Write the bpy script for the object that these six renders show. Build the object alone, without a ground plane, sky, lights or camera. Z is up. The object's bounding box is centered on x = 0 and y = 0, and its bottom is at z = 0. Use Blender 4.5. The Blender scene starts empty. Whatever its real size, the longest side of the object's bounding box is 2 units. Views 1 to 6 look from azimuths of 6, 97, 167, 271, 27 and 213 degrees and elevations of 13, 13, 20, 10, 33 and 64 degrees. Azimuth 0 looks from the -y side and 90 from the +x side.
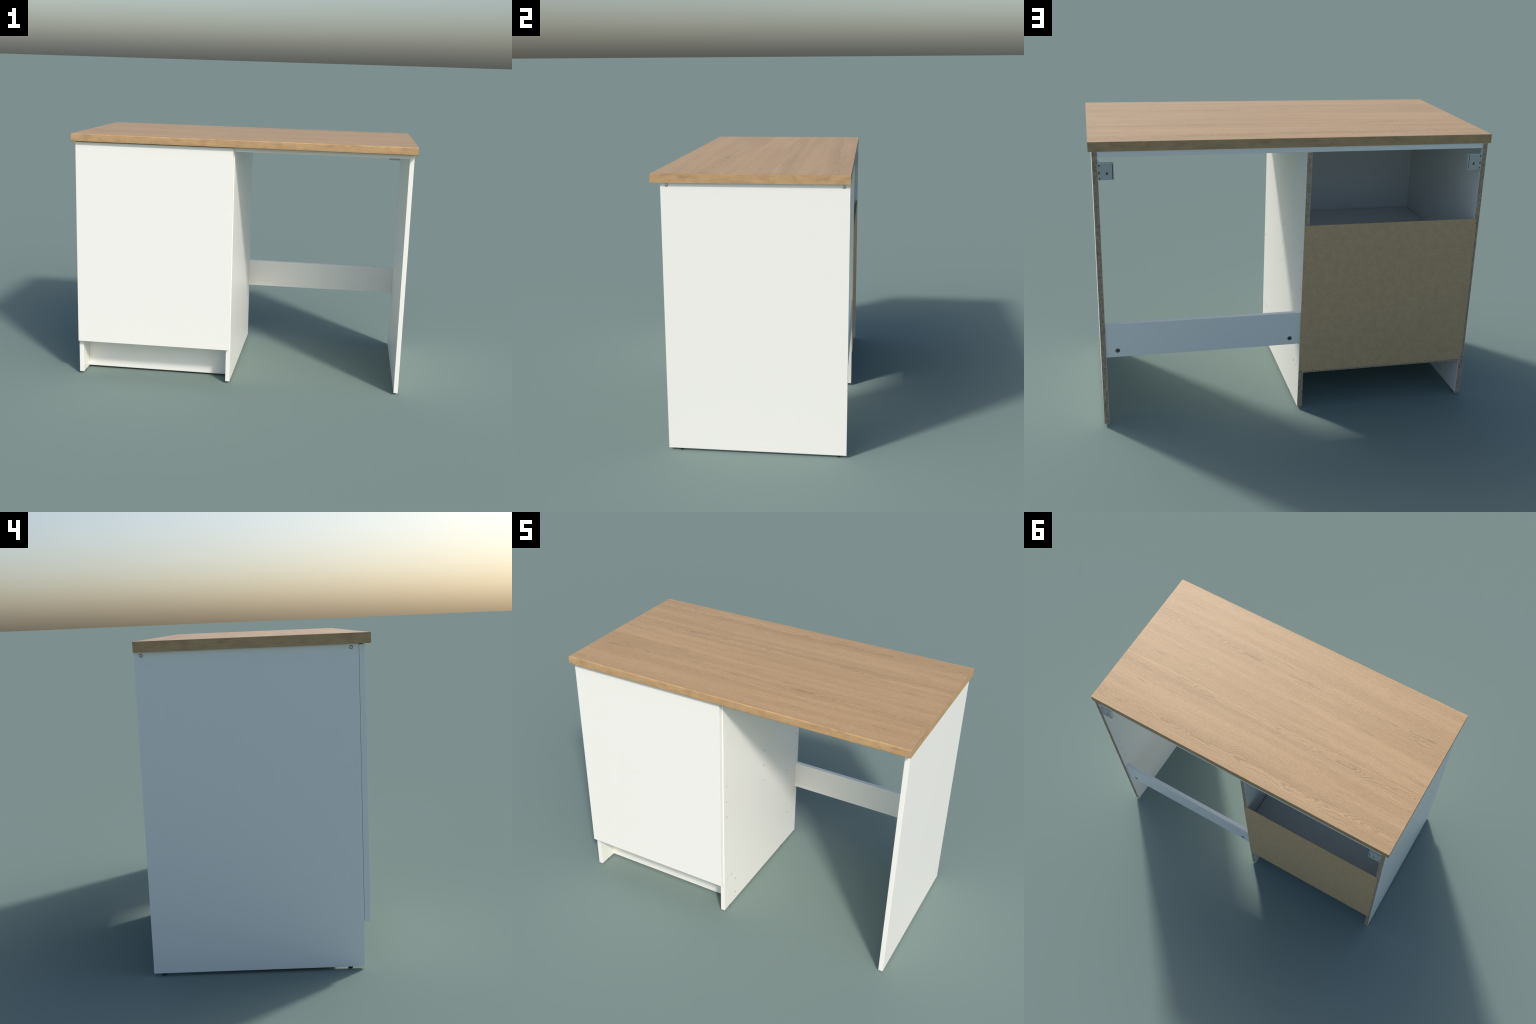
"""Kitchen-style desk: oak-laminate worktop on white board panels, one door
cupboard on the left, open knee space on the right, rear stretcher,
hardboard cupboard back, steel wall brackets and small black feet."""
import bpy, bmesh, math
from mathutils import Vector, Matrix

# ------------------------------------------------------------------ sizes (m)
TOP_X, TOP_Y = 1.0, 0.5                 # worktop half extents
TOP_Z0, TOP_Z1 = 1.446, 1.4915          # worktop underside / upper face
NOSE = 0.006                            # rounded front nosing radius
BAND = 0.0012                           # edge banding thickness
BOARD = 0.026                           # carcass board thickness
PANEL_Z0 = 0.0105                       # panels stand on the feet
PANEL_Y0, PANEL_Y1 = -0.450, 0.4995     # panel front / rear edge
LEFT_X, MID_X, RIGHT_X = (-0.984, -0.958), (-0.067, -0.041), (0.958, 0.984)
BACK_Y = 0.4955                         # face the hardboard back is nailed on
DOOR_X, DOOR_Y, DOOR_Z = (-0.981, -0.0465), (-0.4781, -0.4515), (0.2195, 1.4420)
RAIL_Z0 = 1.4198                        # underside of the top rails

scene = bpy.context.scene
col = scene.collection


# ------------------------------------------------------------------ node helper
class Nodes:
    """Small wrapper: build shader graphs as expressions."""

    def __init__(self, name):
        self.mat = bpy.data.materials.new(name)
        self.mat.use_nodes = True
        self.t = self.mat.node_tree
        self.t.nodes.clear()
        self.out = self.t.nodes.new("ShaderNodeOutputMaterial")
        self.bsdf = self.t.nodes.new("ShaderNodeBsdfPrincipled")
        self.t.links.new(self.bsdf.outputs[0], self.out.inputs[0])
        self.xyz = None

    def put(self, sock, v):
        if hasattr(v, "is_output"):
            self.t.links.new(v, sock)
        elif isinstance(v, (tuple, list)) and len(v) == 3 and len(sock.default_value) == 4:
            sock.default_value = (*v, 1.0)
        else:
            sock.default_value = v

    def pos(self):
        tc = self.t.nodes.new("ShaderNodeTexCoord")
        return tc.outputs["Object"]

    def split(self, v):
        n = self.t.nodes.new("ShaderNodeSeparateXYZ")
        self.put(n.inputs[0], v)
        return n.outputs[0], n.outputs[1], n.outputs[2]

    def join(self, x, y, z=0.0):
        n = self.t.nodes.new("ShaderNodeCombineXYZ")
        for s, v in zip(n.inputs, (x, y, z)):
            self.put(s, v)
        return n.outputs[0]

    def m(self, op, a, b=0.0, c=None, clamp=False):
        n = self.t.nodes.new("ShaderNodeMath")
        n.operation = op
        n.use_clamp = clamp
        self.put(n.inputs[0], a)
        self.put(n.inputs[1], b)
        if c is not None:
            self.put(n.inputs[2], c)
        return n.outputs[0]

    def ramp(self, v, lo, hi, to_lo=0.0, to_hi=1.0, smooth=True):
        n = self.t.nodes.new("ShaderNodeMapRange")
        n.interpolation_type = "SMOOTHSTEP" if smooth else "LINEAR"
        n.clamp = True
        for s, x in zip(n.inputs, (v, lo, hi, to_lo, to_hi)):
            self.put(s, x)
        return n.outputs[0]

    def noise(self, vec, scale=1.0, detail=2.0, rough=0.5, dist=0.0):
        n = self.t.nodes.new("ShaderNodeTexNoise")
        n.noise_dimensions = "3D"
        self.put(n.inputs["Vector"], vec)
        self.put(n.inputs["Scale"], scale)
        self.put(n.inputs["Detail"], detail)
        self.put(n.inputs["Roughness"], rough)
        self.put(n.inputs["Distortion"], dist)
        return n.outputs[0]

    def voronoi(self, vec, scale=1.0, feature="F1", out="Color"):
        n = self.t.nodes.new("ShaderNodeTexVoronoi")
        n.feature = feature
        self.put(n.inputs["Vector"], vec)
        self.put(n.inputs["Scale"], scale)
        return n.outputs[out]

    def mix(self, f, a, b, kind="MIX"):
        n = self.t.nodes.new("ShaderNodeMix")
        n.data_type = "RGBA"
        n.blend_type = kind
        self.put(n.inputs[0], f)
        self.put(n.inputs[6], a)
        self.put(n.inputs[7], b)
        return n.outputs[2]

    def scale_col(self, c, k):
        """multiply a colour by a grey factor socket"""
        n = self.t.nodes.new("ShaderNodeVectorMath")
        n.operation = "SCALE"
        self.put(n.inputs[0], c)
        self.put(n.inputs["Scale"], k)
        return n.outputs[0]

    def bump(self, h, strength=0.1, dist=0.001):
        n = self.t.nodes.new("ShaderNodeBump")
        self.put(n.inputs["Strength"], strength)
        self.put(n.inputs["Distance"], dist)
        self.put(n.inputs["Height"], h)
        self.t.links.new(n.outputs[0], self.bsdf.inputs["Normal"])

    def finish(self, color, rough=0.5, spec=0.5, metal=0.0):
        b = self.bsdf.inputs
        self.put(b["Base Color"], color)
        self.put(b["Roughness"], rough)
        self.put(b["Specular IOR Level"], spec)
        self.put(b["Metallic"], metal)
        return self.mat


# ------------------------------------------------------------------ materials
# heart lines of the printed oak: y position along which the cathedral grain runs
HEARTS = (-0.226, 0.137, 0.415)
# small dark knots on the print: x, y, half length
KNOTS = ((-0.246, 0.130, 0.026), (-0.592, 0.137, 0.030), (-0.840, 0.141, 0.030), (-0.077, 0.132, 0.024),
         (-0.660, -0.227, 0.036), (-0.893, -0.236, 0.050), (-0.250, -0.227, 0.018), (-0.092, -0.231, 0.036),
         (0.304, -0.222, 0.034), (0.616, -0.214, 0.022), (0.489, 0.400, 0.045), (0.690, 0.452, 0.030),
         (-0.498, 0.408, 0.034), (0.840, 0.436, 0.040))


def oak_top():
    n = Nodes("oak_laminate")
    x, y, z = n.split(n.pos())
    # gentle wander of the grain
    wob = n.noise(n.join(n.m("MULTIPLY", x, 1.6), n.m("MULTIPLY", y, 5.0)), 1.0, 2.0)
    wob2 = n.noise(n.join(n.m("MULTIPLY", x, 12.0), n.m("MULTIPLY", y, 20.0)), 1.0, 1.0)
    yw = n.m("ADD", y, n.m("ADD", n.m("MULTIPLY", n.m("SUBTRACT", wob, 0.5), 0.030),
                           n.m("MULTIPLY", n.m("SUBTRACT", wob2, 0.5), 0.014)))
    # distance to the nearest heart line -> cathedral arches
    d = None
    for c in HEARTS:
        e = n.m("SUBTRACT", yw, c)
        e = n.m("SQRT", n.m("ADD", n.m("MULTIPLY", e, e), 0.00012))
        d = e if d is None else n.m("MINIMUM", d, e)
    arch = n.noise(n.join(n.m("MULTIPLY", x, 3.6), n.m("MULTIPLY", y, 4.0), 3.7), 1.0, 1.5)
    h = n.m("ADD", n.m("MULTIPLY", d, 84.0), n.m("MULTIPLY", arch, 11.5))
    ring = n.m("SINE", n.m("MULTIPLY", h, 6.2832))
    ring = n.ramp(ring, 0.0, 1.0)
    near = n.ramp(d, 0.02, 0.10, 1.0, 0.13)
    patch = n.ramp(n.noise(n.join(n.m("MULTIPLY", x, 2.0), n.m("MULTIPLY", y, 9.0), 8.1), 1.0, 2.0), 0.35, 0.65, 0.25, 1.0)
    ringv = n.m("MULTIPLY", n.m("MULTIPLY", ring, near), patch)
    # fibres and pores
    fib = n.noise(n.join(n.m("MULTIPLY", x, 13.0), n.m("MULTIPLY", yw, 165.0)), 1.0, 3.0, 0.6)
    fine = n.noise(n.join(n.m("MULTIPLY", x, 40.0), n.m("MULTIPLY", yw, 300.0), 5.0), 1.0, 2.0, 0.6)
    fleck = n.noise(n.join(n.m("MULTIPLY", x, 110.0), n.m("MULTIPLY", y, 170.0), 9.0), 1.0, 2.0, 0.6)
    band = n.noise(n.join(n.m("MULTIPLY", x, 0.7), n.m("MULTIPLY", yw, 17.0), 2.0), 1.0, 3.0, 0.55)
    longs = n.noise(n.join(n.m("MULTIPLY", x, 1.8), n.m("MULTIPLY", yw, 210.0), 6.0), 1.0, 2.0, 0.5)
    # tone = 1 +- contributions
    tone = n.m("ADD", 1.0, n.m("MULTIPLY", n.m("SUBTRACT", fib, 0.5), 0.36))
    tone = n.m("ADD", tone, n.m("MULTIPLY", n.m("SUBTRACT", longs, 0.5), 0.26))
    tone = n.m("ADD", tone, n.m("MULTIPLY", n.m("SUBTRACT", fine, 0.5), 0.46))
    tone = n.m("ADD", tone, n.m("MULTIPLY", n.m("SUBTRACT", fleck, 0.5), 0.46))
    tone = n.m("ADD", tone, n.m("MULTIPLY", n.m("SUBTRACT", band, 0.5), 0.16))
    tone = n.m("SUBTRACT", tone, n.m("MULTIPLY", ringv, 0.22))
    # pale sapwood streak beside the middle heart line
    st = n.m("ABSOLUTE", n.m("SUBTRACT", yw, 0.113))
    tone = n.m("ADD", tone, n.m("MULTIPLY", n.ramp(st, 0.0, 0.008, 0.16, 0.0), n.ramp(fib, 0.3, 0.6, 0.5, 1.0)))
    base = n.mix(n.ramp(band, 0.35, 0.65), WOOD_A, WOOD_B)
    # mauve-brown mineral smudges
    sm = n.ramp(n.noise(n.join(n.m("MULTIPLY", x, 4.5), n.m("MULTIPLY", yw, 42.0), 4.0), 1.0, 2.0), 0.62, 0.78, 0.0, 0.45)
    base = n.mix(sm, base, WOOD_MAUVE)
    # knots
    knot = None
    for kx, ky, kl in KNOTS:
        u = n.m("DIVIDE", n.m("SUBTRACT", x, kx), kl)
        v = n.m("DIVIDE", n.m("SUBTRACT", n.m("ADD", y, n.m("MULTIPLY", n.m("SUBTRACT", wob2, 0.5), 0.008)), ky), kl * 0.17)
        r = n.m("SQRT", n.m("ADD", n.m("MULTIPLY", u, u), n.m("MULTIPLY", v, v)))
        k = n.ramp(r, 0.1, 1.0, 1.0, 0.0)
        knot = k if knot is None else n.m("MAXIMUM", knot, k)
    base = n.mix(n.m("MULTIPLY", knot, n.ramp(fine, 0.3, 0.6, 0.3, 0.62)), base, WOOD_MAUVE)
    tone = n.m("SUBTRACT", tone, n.m("MULTIPLY", knot, 0.07))
    n.bump(n.m("ADD", fib, fine), 0.05, 0.0006)
    return n.finish(n.scale_col(base, tone), WOOD_ROUGH, 0.5)


def oak_edge():
    """yellower edge banding; grain runs along the edge, whichever way it faces"""
    n = Nodes("oak_edge_band")
    x, y, z = n.split(n.pos())
    run = n.m("ADD", x, y)                       # coordinate along either edge
    wob = n.noise(n.join(n.m("MULTIPLY", run, 7.0), n.m("MULTIPLY", z, 14.0)), 1.0, 2.0)
    zz = n.m("ADD", z, n.m("MULTIPLY", n.m("SUBTRACT", wob, 0.5), 0.050))
    g1 = n.noise(n.join(n.m("MULTIPLY", run, 5.0), n.m("MULTIPLY", zz, 210.0)), 1.0, 3.0, 0.55)
    g2 = n.noise(n.join(n.m("MULTIPLY", run, 60.0), n.m("MULTIPLY", zz, 420.0), 3.0), 1.0, 2.0, 0.6)
    g3 = n.noise(n.join(n.m("MULTIPLY", run, 16.0), n.m("MULTIPLY", zz, 30.0), 7.0), 1.0, 2.0)
    tone = n.m("ADD", 1.0, n.m("MULTIPLY", n.m("SUBTRACT", g1, 0.5), 0.55))
    tone = n.m("ADD", tone, n.m("MULTIPLY", n.m("SUBTRACT", g2, 0.5), 0.30))
    tone = n.m("SUBTRACT", tone, n.ramp(g3, 0.55, 0.80, 0.0, 0.10))
    base = n.mix(n.ramp(g3, 0.35, 0.75), EDGE_A, EDGE_B)
    return n.finish(n.scale_col(base, tone), 0.5, 0.35)


def white_board():
    n = Nodes("white_melamine")
    n.bump(n.noise(n.pos(), 420.0, 2.0), 0.02, 0.0005)
    return n.finish(WHITE, 0.35, 0.5)


def chipboard():
    n = Nodes("raw_chipboard")
    p = n.pos()
    x, y, z = n.split(p)
    q = n.join(x, y, n.m("MULTIPLY", z, 0.55))
    chips = n.voronoi(q, 210.0)
    cs, _, _ = n.split(chips)
    big = n.noise(q, 70.0, 3.0, 0.65)
    fine = n.noise(p, 420.0, 2.0)
    t = n.m("ADD", n.m("MULTIPLY", big, 0.75), n.m("MULTIPLY", cs, 0.25))
    c = n.mix(n.ramp(t, 0.26, 0.72), CHIP_DARK, CHIP_LIGHT)
    c = n.mix(n.ramp(n.noise(q, 40.0, 2.0), 0.55, 0.7, 0.0, 0.6), c, CHIP_GREY)
    c = n.scale_col(c, n.ramp(fine, 0.25, 0.75, 0.8, 1.2))
    n.bump(t, 0.5, 0.002)
    return n.finish(c, 0.9, 0.2)


def hardboard():
    n = Nodes("hardboard")
    p = n.pos()
    a = n.noise(p, 26.0, 3.0, 0.6)
    b = n.noise(p, 150.0, 3.0, 0.6)
    c = n.mix(n.ramp(a, 0.35, 0.65), HARD_A, HARD_B)
    c = n.scale_col(c, n.ramp(b, 0.25, 0.75, 0.90, 1.10))
    n.bump(b, 0.15, 0.0008)
    return n.finish(c, 0.8, 0.25)


def steel(name, color, rough, metal, grain):
    n = Nodes(name)
    g = n.noise(n.pos(), 380.0, 2.0, 0.7)
    c = n.scale_col(n.mix(0.0, color, color), n.ramp(g, 0.3, 0.7, 1 - grain, 1 + grain))
    n.bump(g, 0.06, 0.0004)
    return n.finish(c, rough, 0.5, metal)


def plain(name, color, rough, spec=0.5, metal=0.0):
    n = Nodes(name)
    return n.finish(color, rough, spec, metal)


WOOD_A, WOOD_B, WOOD_MAUVE = (0.438, 0.283, 0.142), (0.470, 0.308, 0.160), (0.305, 0.180, 0.110)
WOOD_ROUGH = 0.50
EDGE_A, EDGE_B = (0.490, 0.318, 0.158), (0.420, 0.262, 0.134)
WHITE = (0.853, 0.853, 0.808)
CHIP_DARK, CHIP_LIGHT, CHIP_GREY = (0.250, 0.190, 0.125), (0.490, 0.385, 0.270), (0.44, 0.39, 0.32)
HARD_A, HARD_B = (0.530, 0.368, 0.205), (0.580, 0.405, 0.228)

OAK, OAK_EDGE, WHITE_M = oak_top(), oak_edge(), white_board()
CHIP, HARD = chipboard(), hardboard()
ZINC = steel("zinc_steel", (0.66, 0.68, 0.66), 0.55, 0.2, 0.08)
ZINC_DARK = steel("bracket_plate_steel", (0.47, 0.49, 0.455), 0.6, 0.15, 0.14)
SCREW_M = steel("screw_steel", (0.60, 0.61, 0.60), 0.38, 0.8, 0.06)
CAM_M = steel("cam_lock_metal", (0.16, 0.17, 0.17), 0.45, 0.6, 0.15)
BLACK = plain("black_plastic", (0.012, 0.012, 0.013), 0.5)
NAIL_M = plain("nail_steel", (0.12, 0.13, 0.15), 0.5, 0.5, 0.4)


# ------------------------------------------------------------------ geometry helpers
def link(name, me, parent, mats=()):
    ob = bpy.data.objects.new(name, me)
    for m in mats:
        me.materials.append(m)
    col.objects.link(ob)
    if parent is not None:
        ob.parent = parent
    return ob


def bm_box(x, y, z):
    bm = bmesh.new()
    bmesh.ops.create_cube(bm, size=1.0)
    for v in bm.verts:
        v.co = Vector(((x[0] + x[1]) / 2 + v.co.x * (x[1] - x[0]),
                       (y[0] + y[1]) / 2 + v.co.y * (y[1] - y[0]),
                       (z[0] + z[1]) / 2 + v.co.z * (z[1] - z[0])))
    return bm


def to_mesh(bm, name):
    bmesh.ops.recalc_face_normals(bm, faces=bm.faces)
    me = bpy.data.meshes.new(name)
    bm.to_mesh(me)
    bm.free()
    return me


def soften(bm, w, seg=2, edges=None):
    bmesh.ops.bevel(bm, geom=edges or list(bm.edges), offset=w, segments=seg, affect="EDGES", profile=0.5)


def board(name, x, y, z, parent, raw=(), bevel=0.0009, mat=None, other=None):
    """laminated board; the faces whose normal is listed in raw show chipboard"""
    bm = bm_box(x, y, z)
    bm.normal_update()
    for f in bm.faces:
        for r in raw:
            if f.normal.dot(Vector(r)) > 0.99:
                f.material_index = 1
    flat = [f for f in bm.faces if f.material_index == 1]
    soften(bm, bevel, 1)
    bm.normal_update()
    for f in bm.faces:          # only the wide raw faces stay raw, the rim is laminate
        f.material_index = 0
        for r in raw:
            if f.normal.dot(Vector(r)) > 0.99:
                f.material_index = 1
    return link(name, to_mesh(bm, name), parent, (mat or WHITE_M, other or CHIP))


def rod(center, axis, r, depth, seg=24):
    """closed cylinder as bmesh, centred, along axis"""
    bm = bmesh.new()
    bmesh.ops.create_cone(bm, cap_ends=True, segments=seg, radius1=r, radius2=r, depth=depth)
    rot = Vector((0, 0, 1)).rotation_difference(Vector(axis)).to_matrix().to_4x4()
    bmesh.ops.transform(bm, matrix=Matrix.Translation(center) @ rot, verts=bm.verts)
    return bm


def merged(bms):
    """one mesh from several bmeshes"""
    out = bmesh.new()
    for b in bms:
        me = bpy.data.meshes.new("tmp")
        b.to_mesh(me)
        b.free()
        out.from_mesh(me)
        bpy.data.meshes.remove(me)
    return out


def carve(ob, bms, inner=CHIP):
    """cut closed bodies out of ob; the cut surface gets the material inner"""
    me = to_mesh(merged(bms), "cutter")
    me.materials.append(inner)
    cut = bpy.data.objects.new("cutter", me)
    col.objects.link(cut)
    mod = ob.modifiers.new("holes", "BOOLEAN")
    mod.operation = "DIFFERENCE"
    mod.solver = "EXACT"
    mod.object = cut
    mod.material_mode = "TRANSFER"
    bpy.context.view_layer.update()
    dg = bpy.context.evaluated_depsgraph_get()
    new = bpy.data.meshes.new_from_object(ob.evaluated_get(dg))
    ob.modifiers.clear()
    old = ob.data
    new.name = old.name
    ob.data = new
    bpy.data.meshes.remove(old)
    bpy.data.objects.remove(cut)
    bpy.data.meshes.remove(me)


def smooth(ob, angle=35):
    ob.data.polygons.foreach_set("use_smooth", [True] * len(ob.data.polygons))
    ob.data.set_sharp_from_angle(angle=math.radians(angle))
    return ob


# ------------------------------------------------------------------ the desk
desk = bpy.data.objects.new("desk", None)
desk.empty_display_size = 0.2
col.objects.link(desk)
desk["label"] = "white desk with oak worktop and one cupboard door"
desk["category"] = "desk"


# worktop: slab with rounded front nosing, banded on the other three edges
def worktop():
    bm = bmesh.new()
    prof = []
    y0, y1, z0, z1, r = -TOP_Y, TOP_Y - BAND, TOP_Z0, TOP_Z1, NOSE
    steps = 8
    for i in range(steps + 1):            # lower front corner
        a = math.pi / 2 * i / steps
        prof.append((y0 + r - r * math.sin(a), z0 + r - r * math.cos(a)))
    for i in range(steps + 1):            # upper front corner
        a = math.pi / 2 * i / steps
        prof.append((y0 + r - r * math.cos(a), z1 - r + r * math.sin(a)))
    n_nose = len(prof)
    prof += [(y1, z1), (y1, z0)]
    X = TOP_X - BAND
    a = [bm.verts.new((-X, y, z)) for y, z in prof]
    b = [bm.verts.new((X, y, z)) for y, z in prof]
    k = len(prof)
    for i in range(k):
        j = (i + 1) % k
        f = bm.faces.new((a[i], a[j], b[j], b[i]))
        f.material_index = 1 if i < n_nose - 1 else 0
    for ring in (a, b):
        bm.faces.new(ring).material_index = 1
    ob = link("worktop", to_mesh(bm, "worktop"), desk, (OAK, OAK_EDGE))
    # end bands follow the slab's profile
    for s in (-1, 1):
        bm = bmesh.new()
        u = [bm.verts.new((s * X, y, z)) for y, z in prof]
        w = [bm.verts.new((s * TOP_X, y, z)) for y, z in prof]
        for i in range(k):
            j = (i + 1) % k
            bm.faces.new((u[i], u[j], w[j], w[i]))
        bm.faces.new(u)
        bm.faces.new(w)
        smooth(link("edge_band", to_mesh(bm, "edge_band"), ob, (OAK_EDGE,)))
    link("edge_band", to_mesh(bm_box((-TOP_X, TOP_X), (y1, TOP_Y), (z0, z1)), "edge_band"), ob, (OAK_EDGE,))
    return smooth(ob)


worktop()

# upright panels ---------------------------------------------------------------
REAR = ((0, 1, 0),)
left = board("side_panel", LEFT_X, (PANEL_Y0, PANEL_Y1), (PANEL_Z0, TOP_Z0), desk, REAR)
mid = board("side_panel", MID_X, (PANEL_Y0, BACK_Y), (PANEL_Z0, RAIL_Z0), desk, REAR)
right = board("side_panel", RIGHT_X, (PANEL_Y0, PANEL_Y1), (PANEL_Z0, TOP_Z0), desk, REAR)

SHELF_Z, SHELF_Y = (0.8970, 0.7915, 0.6870), (-0.4165, 0.0235, 0.4650)


def drill(xface, side, spots, r, depth=0.012):
    """blind holes bored into a panel face at x = xface, side = +1 for a face towards +x"""
    return [rod((xface - side * (depth / 2 - 0.002), y, z), (1, 0, 0), r, depth + 0.004, 16) for y, z in spots]


pins = [(y, z) for y in SHELF_Y for z in SHELF_Z]
fit = [(-0.3606, 0.2318), (-0.320, 0.1676), (-0.320, 0.0614), (0.3740, 0.2318)]
fit_small = [(-0.4106, 0.2305), (0.4284, 0.2306), (0.3494, 0.5746)]
carve(mid, drill(MID_X[1], 1, pins, 0.0042) + drill(MID_X[1], 1, fit, 0.0050) + drill(MID_X[1], 1, fit_small, 0.0034))
# rabbet for the hardboard back, shelf pin holes and rail screw bores in the left panel
SCREW_Y, SCREW_Z = (-0.4175, 0.4690), 1.4315
carve(left, drill(LEFT_X[1], 1, [p for p in pins if p[1] != SHELF_Z[1]], 0.0042)
      + [bm_box((-0.972, LEFT_X[1] + 0.01), (BACK_Y, PANEL_Y1 + 0.01), (0.2240, 1.0445))]
      + [rod((LEFT_X[0], y, SCREW_Z), (1, 0, 0), 0.0084, 0.006) for y in SCREW_Y])
carve(right, drill(RIGHT_X[0], -1, pins, 0.0042)
      + [rod((RIGHT_X[1], y, SCREW_Z), (1, 0, 0), 0.0084, 0.006) for y in SCREW_Y])

# rails and horizontal boards ---------------------------------------------------
IN_X = (LEFT_X[1], RIGHT_X[0])
CUP_X = (LEFT_X[1], MID_X[0])
board("top_board", IN_X, (PANEL_Y0 + 0.0005, 0.4955), (RAIL_Z0, TOP_Z0), desk)
board("bottom_board", CUP_X, (PANEL_Y0 + 0.002, BACK_Y), (0.2140, 0.2400), desk, REAR)
board("plinth", CUP_X, (-0.330, -0.304), (PANEL_Z0, 0.2140), desk)
board("shelf", (CUP_X[0] + 0.003, CUP_X[1] - 0.003), (-0.444, 0.470), (0.793, 0.819), desk)
stretcher = board("stretcher", (MID_X[1], RIGHT_X[0]), (0.4670, 0.4922), (0.3878, 0.5670), desk)
CAMS = ((0.9010, 0.4233), (0.0137, 0.4233))
carve(stretcher, [rod((x, 0.4922, z), (0, 1, 0), 0.0118, 0.016, 32) for x, z in CAMS], inner=BLACK)
board("door", DOOR_X, DOOR_Y, DOOR_Z, desk, bevel=0.0006)

# hardboard cupboard back with its nails ---------------------------------------
back = board("back_panel", (-0.9715, -0.0415), (BACK_Y, 0.4995), (0.2248, 1.0440), desk, bevel=0.0005, mat=HARD)
nail_me = to_mesh(rod((0, 0, 0), (0, 1, 0), 0.0026, 0.0012, 12), "nail")
nail_me.materials.append(NAIL_M)
spots = [(x, z) for x in (-0.0500, -0.9690) for z in (1.0170, 0.8195, 0.6237, 0.4272, 0.2312)]
spots += [(x, 0.2310) for x in (-0.1170, -0.3306, -0.5430, -0.7558)]
for x, z in spots:
    o = bpy.data.objects.new("nail", nail_me)
    o.location = (x, 0.4997, z)
    o.parent = back
    col.objects.link(o)


# feet: low black domes ----------------------------------------------------------
def foot_mesh():
    bm = bmesh.new()
    prof = [(0.0116, PANEL_Z0), (0.0116, 0.0042), (0.0108, 0.0018), (0.0094, 0.0005), (0.0074, 0.0)]
    seg = 28
    rings = [[bm.verts.new((r * math.cos(2 * math.pi * i / seg), r * math.sin(2 * math.pi * i / seg), z))
              for i in range(seg)] for r, z in prof]
    for a, b in zip(rings, rings[1:]):
        for i in range(seg):
            bm.faces.new((a[i], a[(i + 1) % seg], b[(i + 1) % seg], b[i]))
    bm.faces.new(rings[0])
    bm.faces.new(rings[-1])
    return to_mesh(bm, "foot")


foot_me = foot_mesh()
foot_me.materials.append(BLACK)
foot_me.polygons.foreach_set("use_smooth", [True] * len(foot_me.polygons))
for px in (LEFT_X, MID_X, RIGHT_X):
    for y in (-0.3850, 0.2950 if px is MID_X else 0.4545):
        o = bpy.data.objects.new("foot", foot_me)
        o.location = ((px[0] + px[1]) / 2 + (0.0018 if px is MID_X else 0.0), y, 0.0)
        o.parent = desk
        col.objects.link(o)


# rail screws: round heads with a hex socket, sunk in a shallow bore -------------
def screw_mesh():
    bm = bmesh.new()
    seg = 24
    prof = [(0.0069, -0.0024), (0.0069, -0.0002), (0.0062, 0.0007), (0.0048, 0.0013), (0.0026, 0.0017),
            (0.0022, 0.0006)]
    rings = [[bm.verts.new((z, r * math.cos(2 * math.pi * i / seg), r * math.sin(2 * math.pi * i / seg)))
              for i in range(seg)] for r, z in prof]
    for a, b in zip(rings, rings[1:]):
        for i in range(seg):
            bm.faces.new((a[i], a[(i + 1) % seg], b[(i + 1) % seg], b[i]))
    bm.faces.new(rings[0])
    bm.faces.new(rings[-1])
    return to_mesh(bm, "screw")


screw_me = screw_mesh()
screw_me.materials.append(SCREW_M)
screw_me.polygons.foreach_set("use_smooth", [True] * len(screw_me.polygons))
screw_me.set_sharp_from_angle(angle=math.radians(45))
for px, side in ((LEFT_X[0], -1), (RIGHT_X[1], 1)):
    for y in SCREW_Y:
        o = bpy.data.objects.new("screw", screw_me)
        o.location = (px - side * 0.0008, y, SCREW_Z)
        if side < 0:
            o.rotation_euler = (0, 0, math.pi)
        o.parent = desk
        col.objects.link(o)

# cam locks in the stretcher ------------------------------------------------------
for (x, z), turn in zip(CAMS, (-0.9, 0.7)):
    bm = rod((0, 0, 0), (0, 1, 0), 0.0108, 0.006, 32)
    soften(bm, 0.0006, 1, [e for e in bm.edges if e.calc_face_angle(0) > 0.8])
    cam = link("cam_lock", to_mesh(bm, "cam_lock"), stretcher, (CAM_M,))
    slot = bm_box((-0.0085, 0.0085), (0.0005, 0.01), (-0.0016, 0.0016))
    slot2 = bm_box((-0.0016, 0.0016), (0.0005, 0.01), (-0.0050, 0.0050))
    carve(cam, [slot], inner=BLACK)
    carve(cam, [slot2], inner=BLACK)
    cam.location = (x, 0.4880, z)
    cam.rotation_euler = (0, turn, 0)


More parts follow.
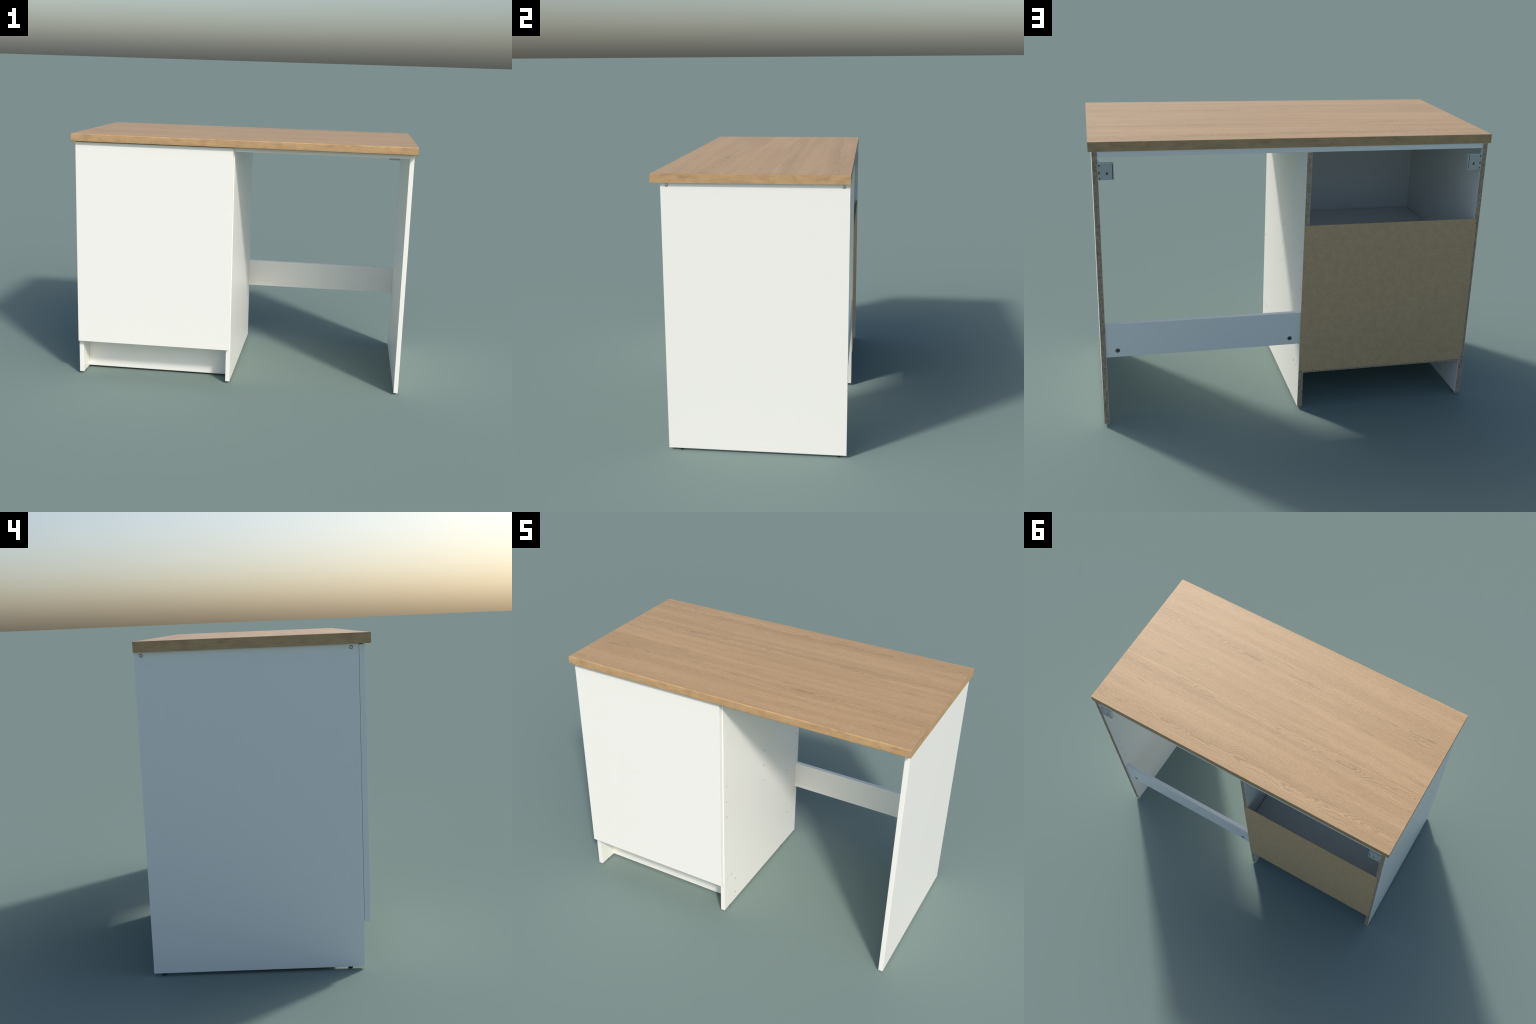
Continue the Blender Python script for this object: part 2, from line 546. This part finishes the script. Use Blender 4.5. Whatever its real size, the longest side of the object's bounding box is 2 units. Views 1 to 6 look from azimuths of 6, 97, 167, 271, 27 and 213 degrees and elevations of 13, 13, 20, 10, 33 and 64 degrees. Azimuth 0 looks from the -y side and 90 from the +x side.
# wall brackets: shallow steel trays with a keyhole plate ----------------------------
def bracket(side):
    xin, xout = 0.8855, RIGHT_X[0]                 # built for the right side, mirrored for the left
    y0, y1, z0, z1 = 0.4780, 0.4995, 1.3105, 1.3910
    w = 0.0030

    def X(a, b):
        return (a, b) if side > 0 else (-b, -a)

    tray = board("wall_bracket", X(xin, xout), (y0, y1), (z0, z1), desk, bevel=0.0008, mat=ZINC)
    carve(tray, [bm_box(X(xin + w, xout - 0.0015), (y0 + w, y1 + 0.01), (z0 + w, z1 - w))], inner=ZINC)
    plate = board("keyhole_plate", X(xin + w + 0.0045, xout - 0.0016), (y1 - 0.0035, y1 - 0.0010),
                  (z0 + w + 0.0002, z1 - w - 0.0002), tray, bevel=0.0005, mat=ZINC_DARK)
    kx, kz = side * 0.9175, 1.3455
    wedge = bmesh.new()
    pts = [(-0.0041, 0.001), (0.0041, 0.001), (0.0046, -0.0065), (0.0070, -0.0105), (-0.0070, -0.0105), (-0.0046, -0.0065)]
    f = [wedge.verts.new((kx + px, y1 - 0.01, kz + pz)) for px, pz in pts]
    b = [wedge.verts.new((kx + px, y1 + 0.01, kz + pz)) for px, pz in pts]
    wedge.faces.new(f)
    wedge.faces.new(b)
    k = len(pts)
    for i in range(k):
        wedge.faces.new((f[i], f[(i + 1) % k], b[(i + 1) % k], b[i]))
    carve(plate, [wedge], inner=ZINC_DARK)
    carve(plate, [rod((kx, y1, kz), (0, 1, 0), 0.0042, 0.02)], inner=ZINC_DARK)
    ex = side * (xout - 0.0016)
    carve(plate, [rod((ex, y1, 1.3445), (0, 1, 0), 0.0072, 0.02),
                  rod((ex - side * 0.004, y1, 1.3795), (0, 1, 0), 0.0040, 0.02),
                  rod((ex - side * 0.004, y1, 1.3175), (0, 1, 0), 0.0036, 0.02)], inner=ZINC_DARK)
    # adjusting screw inside the tray and a small hook above it
    ad = link("adjusting_screw", to_mesh(rod((side * (xout - 0.006), 0.488, 1.3445), (0, 1, 0), 0.0045, 0.012), "adjusting_screw"),
              tray, (CAM_M,))
    board("hook", X(xout - 0.0045, xout), (0.483, 0.4945), (z1, z1 + 0.0105), tray, bevel=0.0006, mat=ZINC)


bracket(1)
bracket(-1)
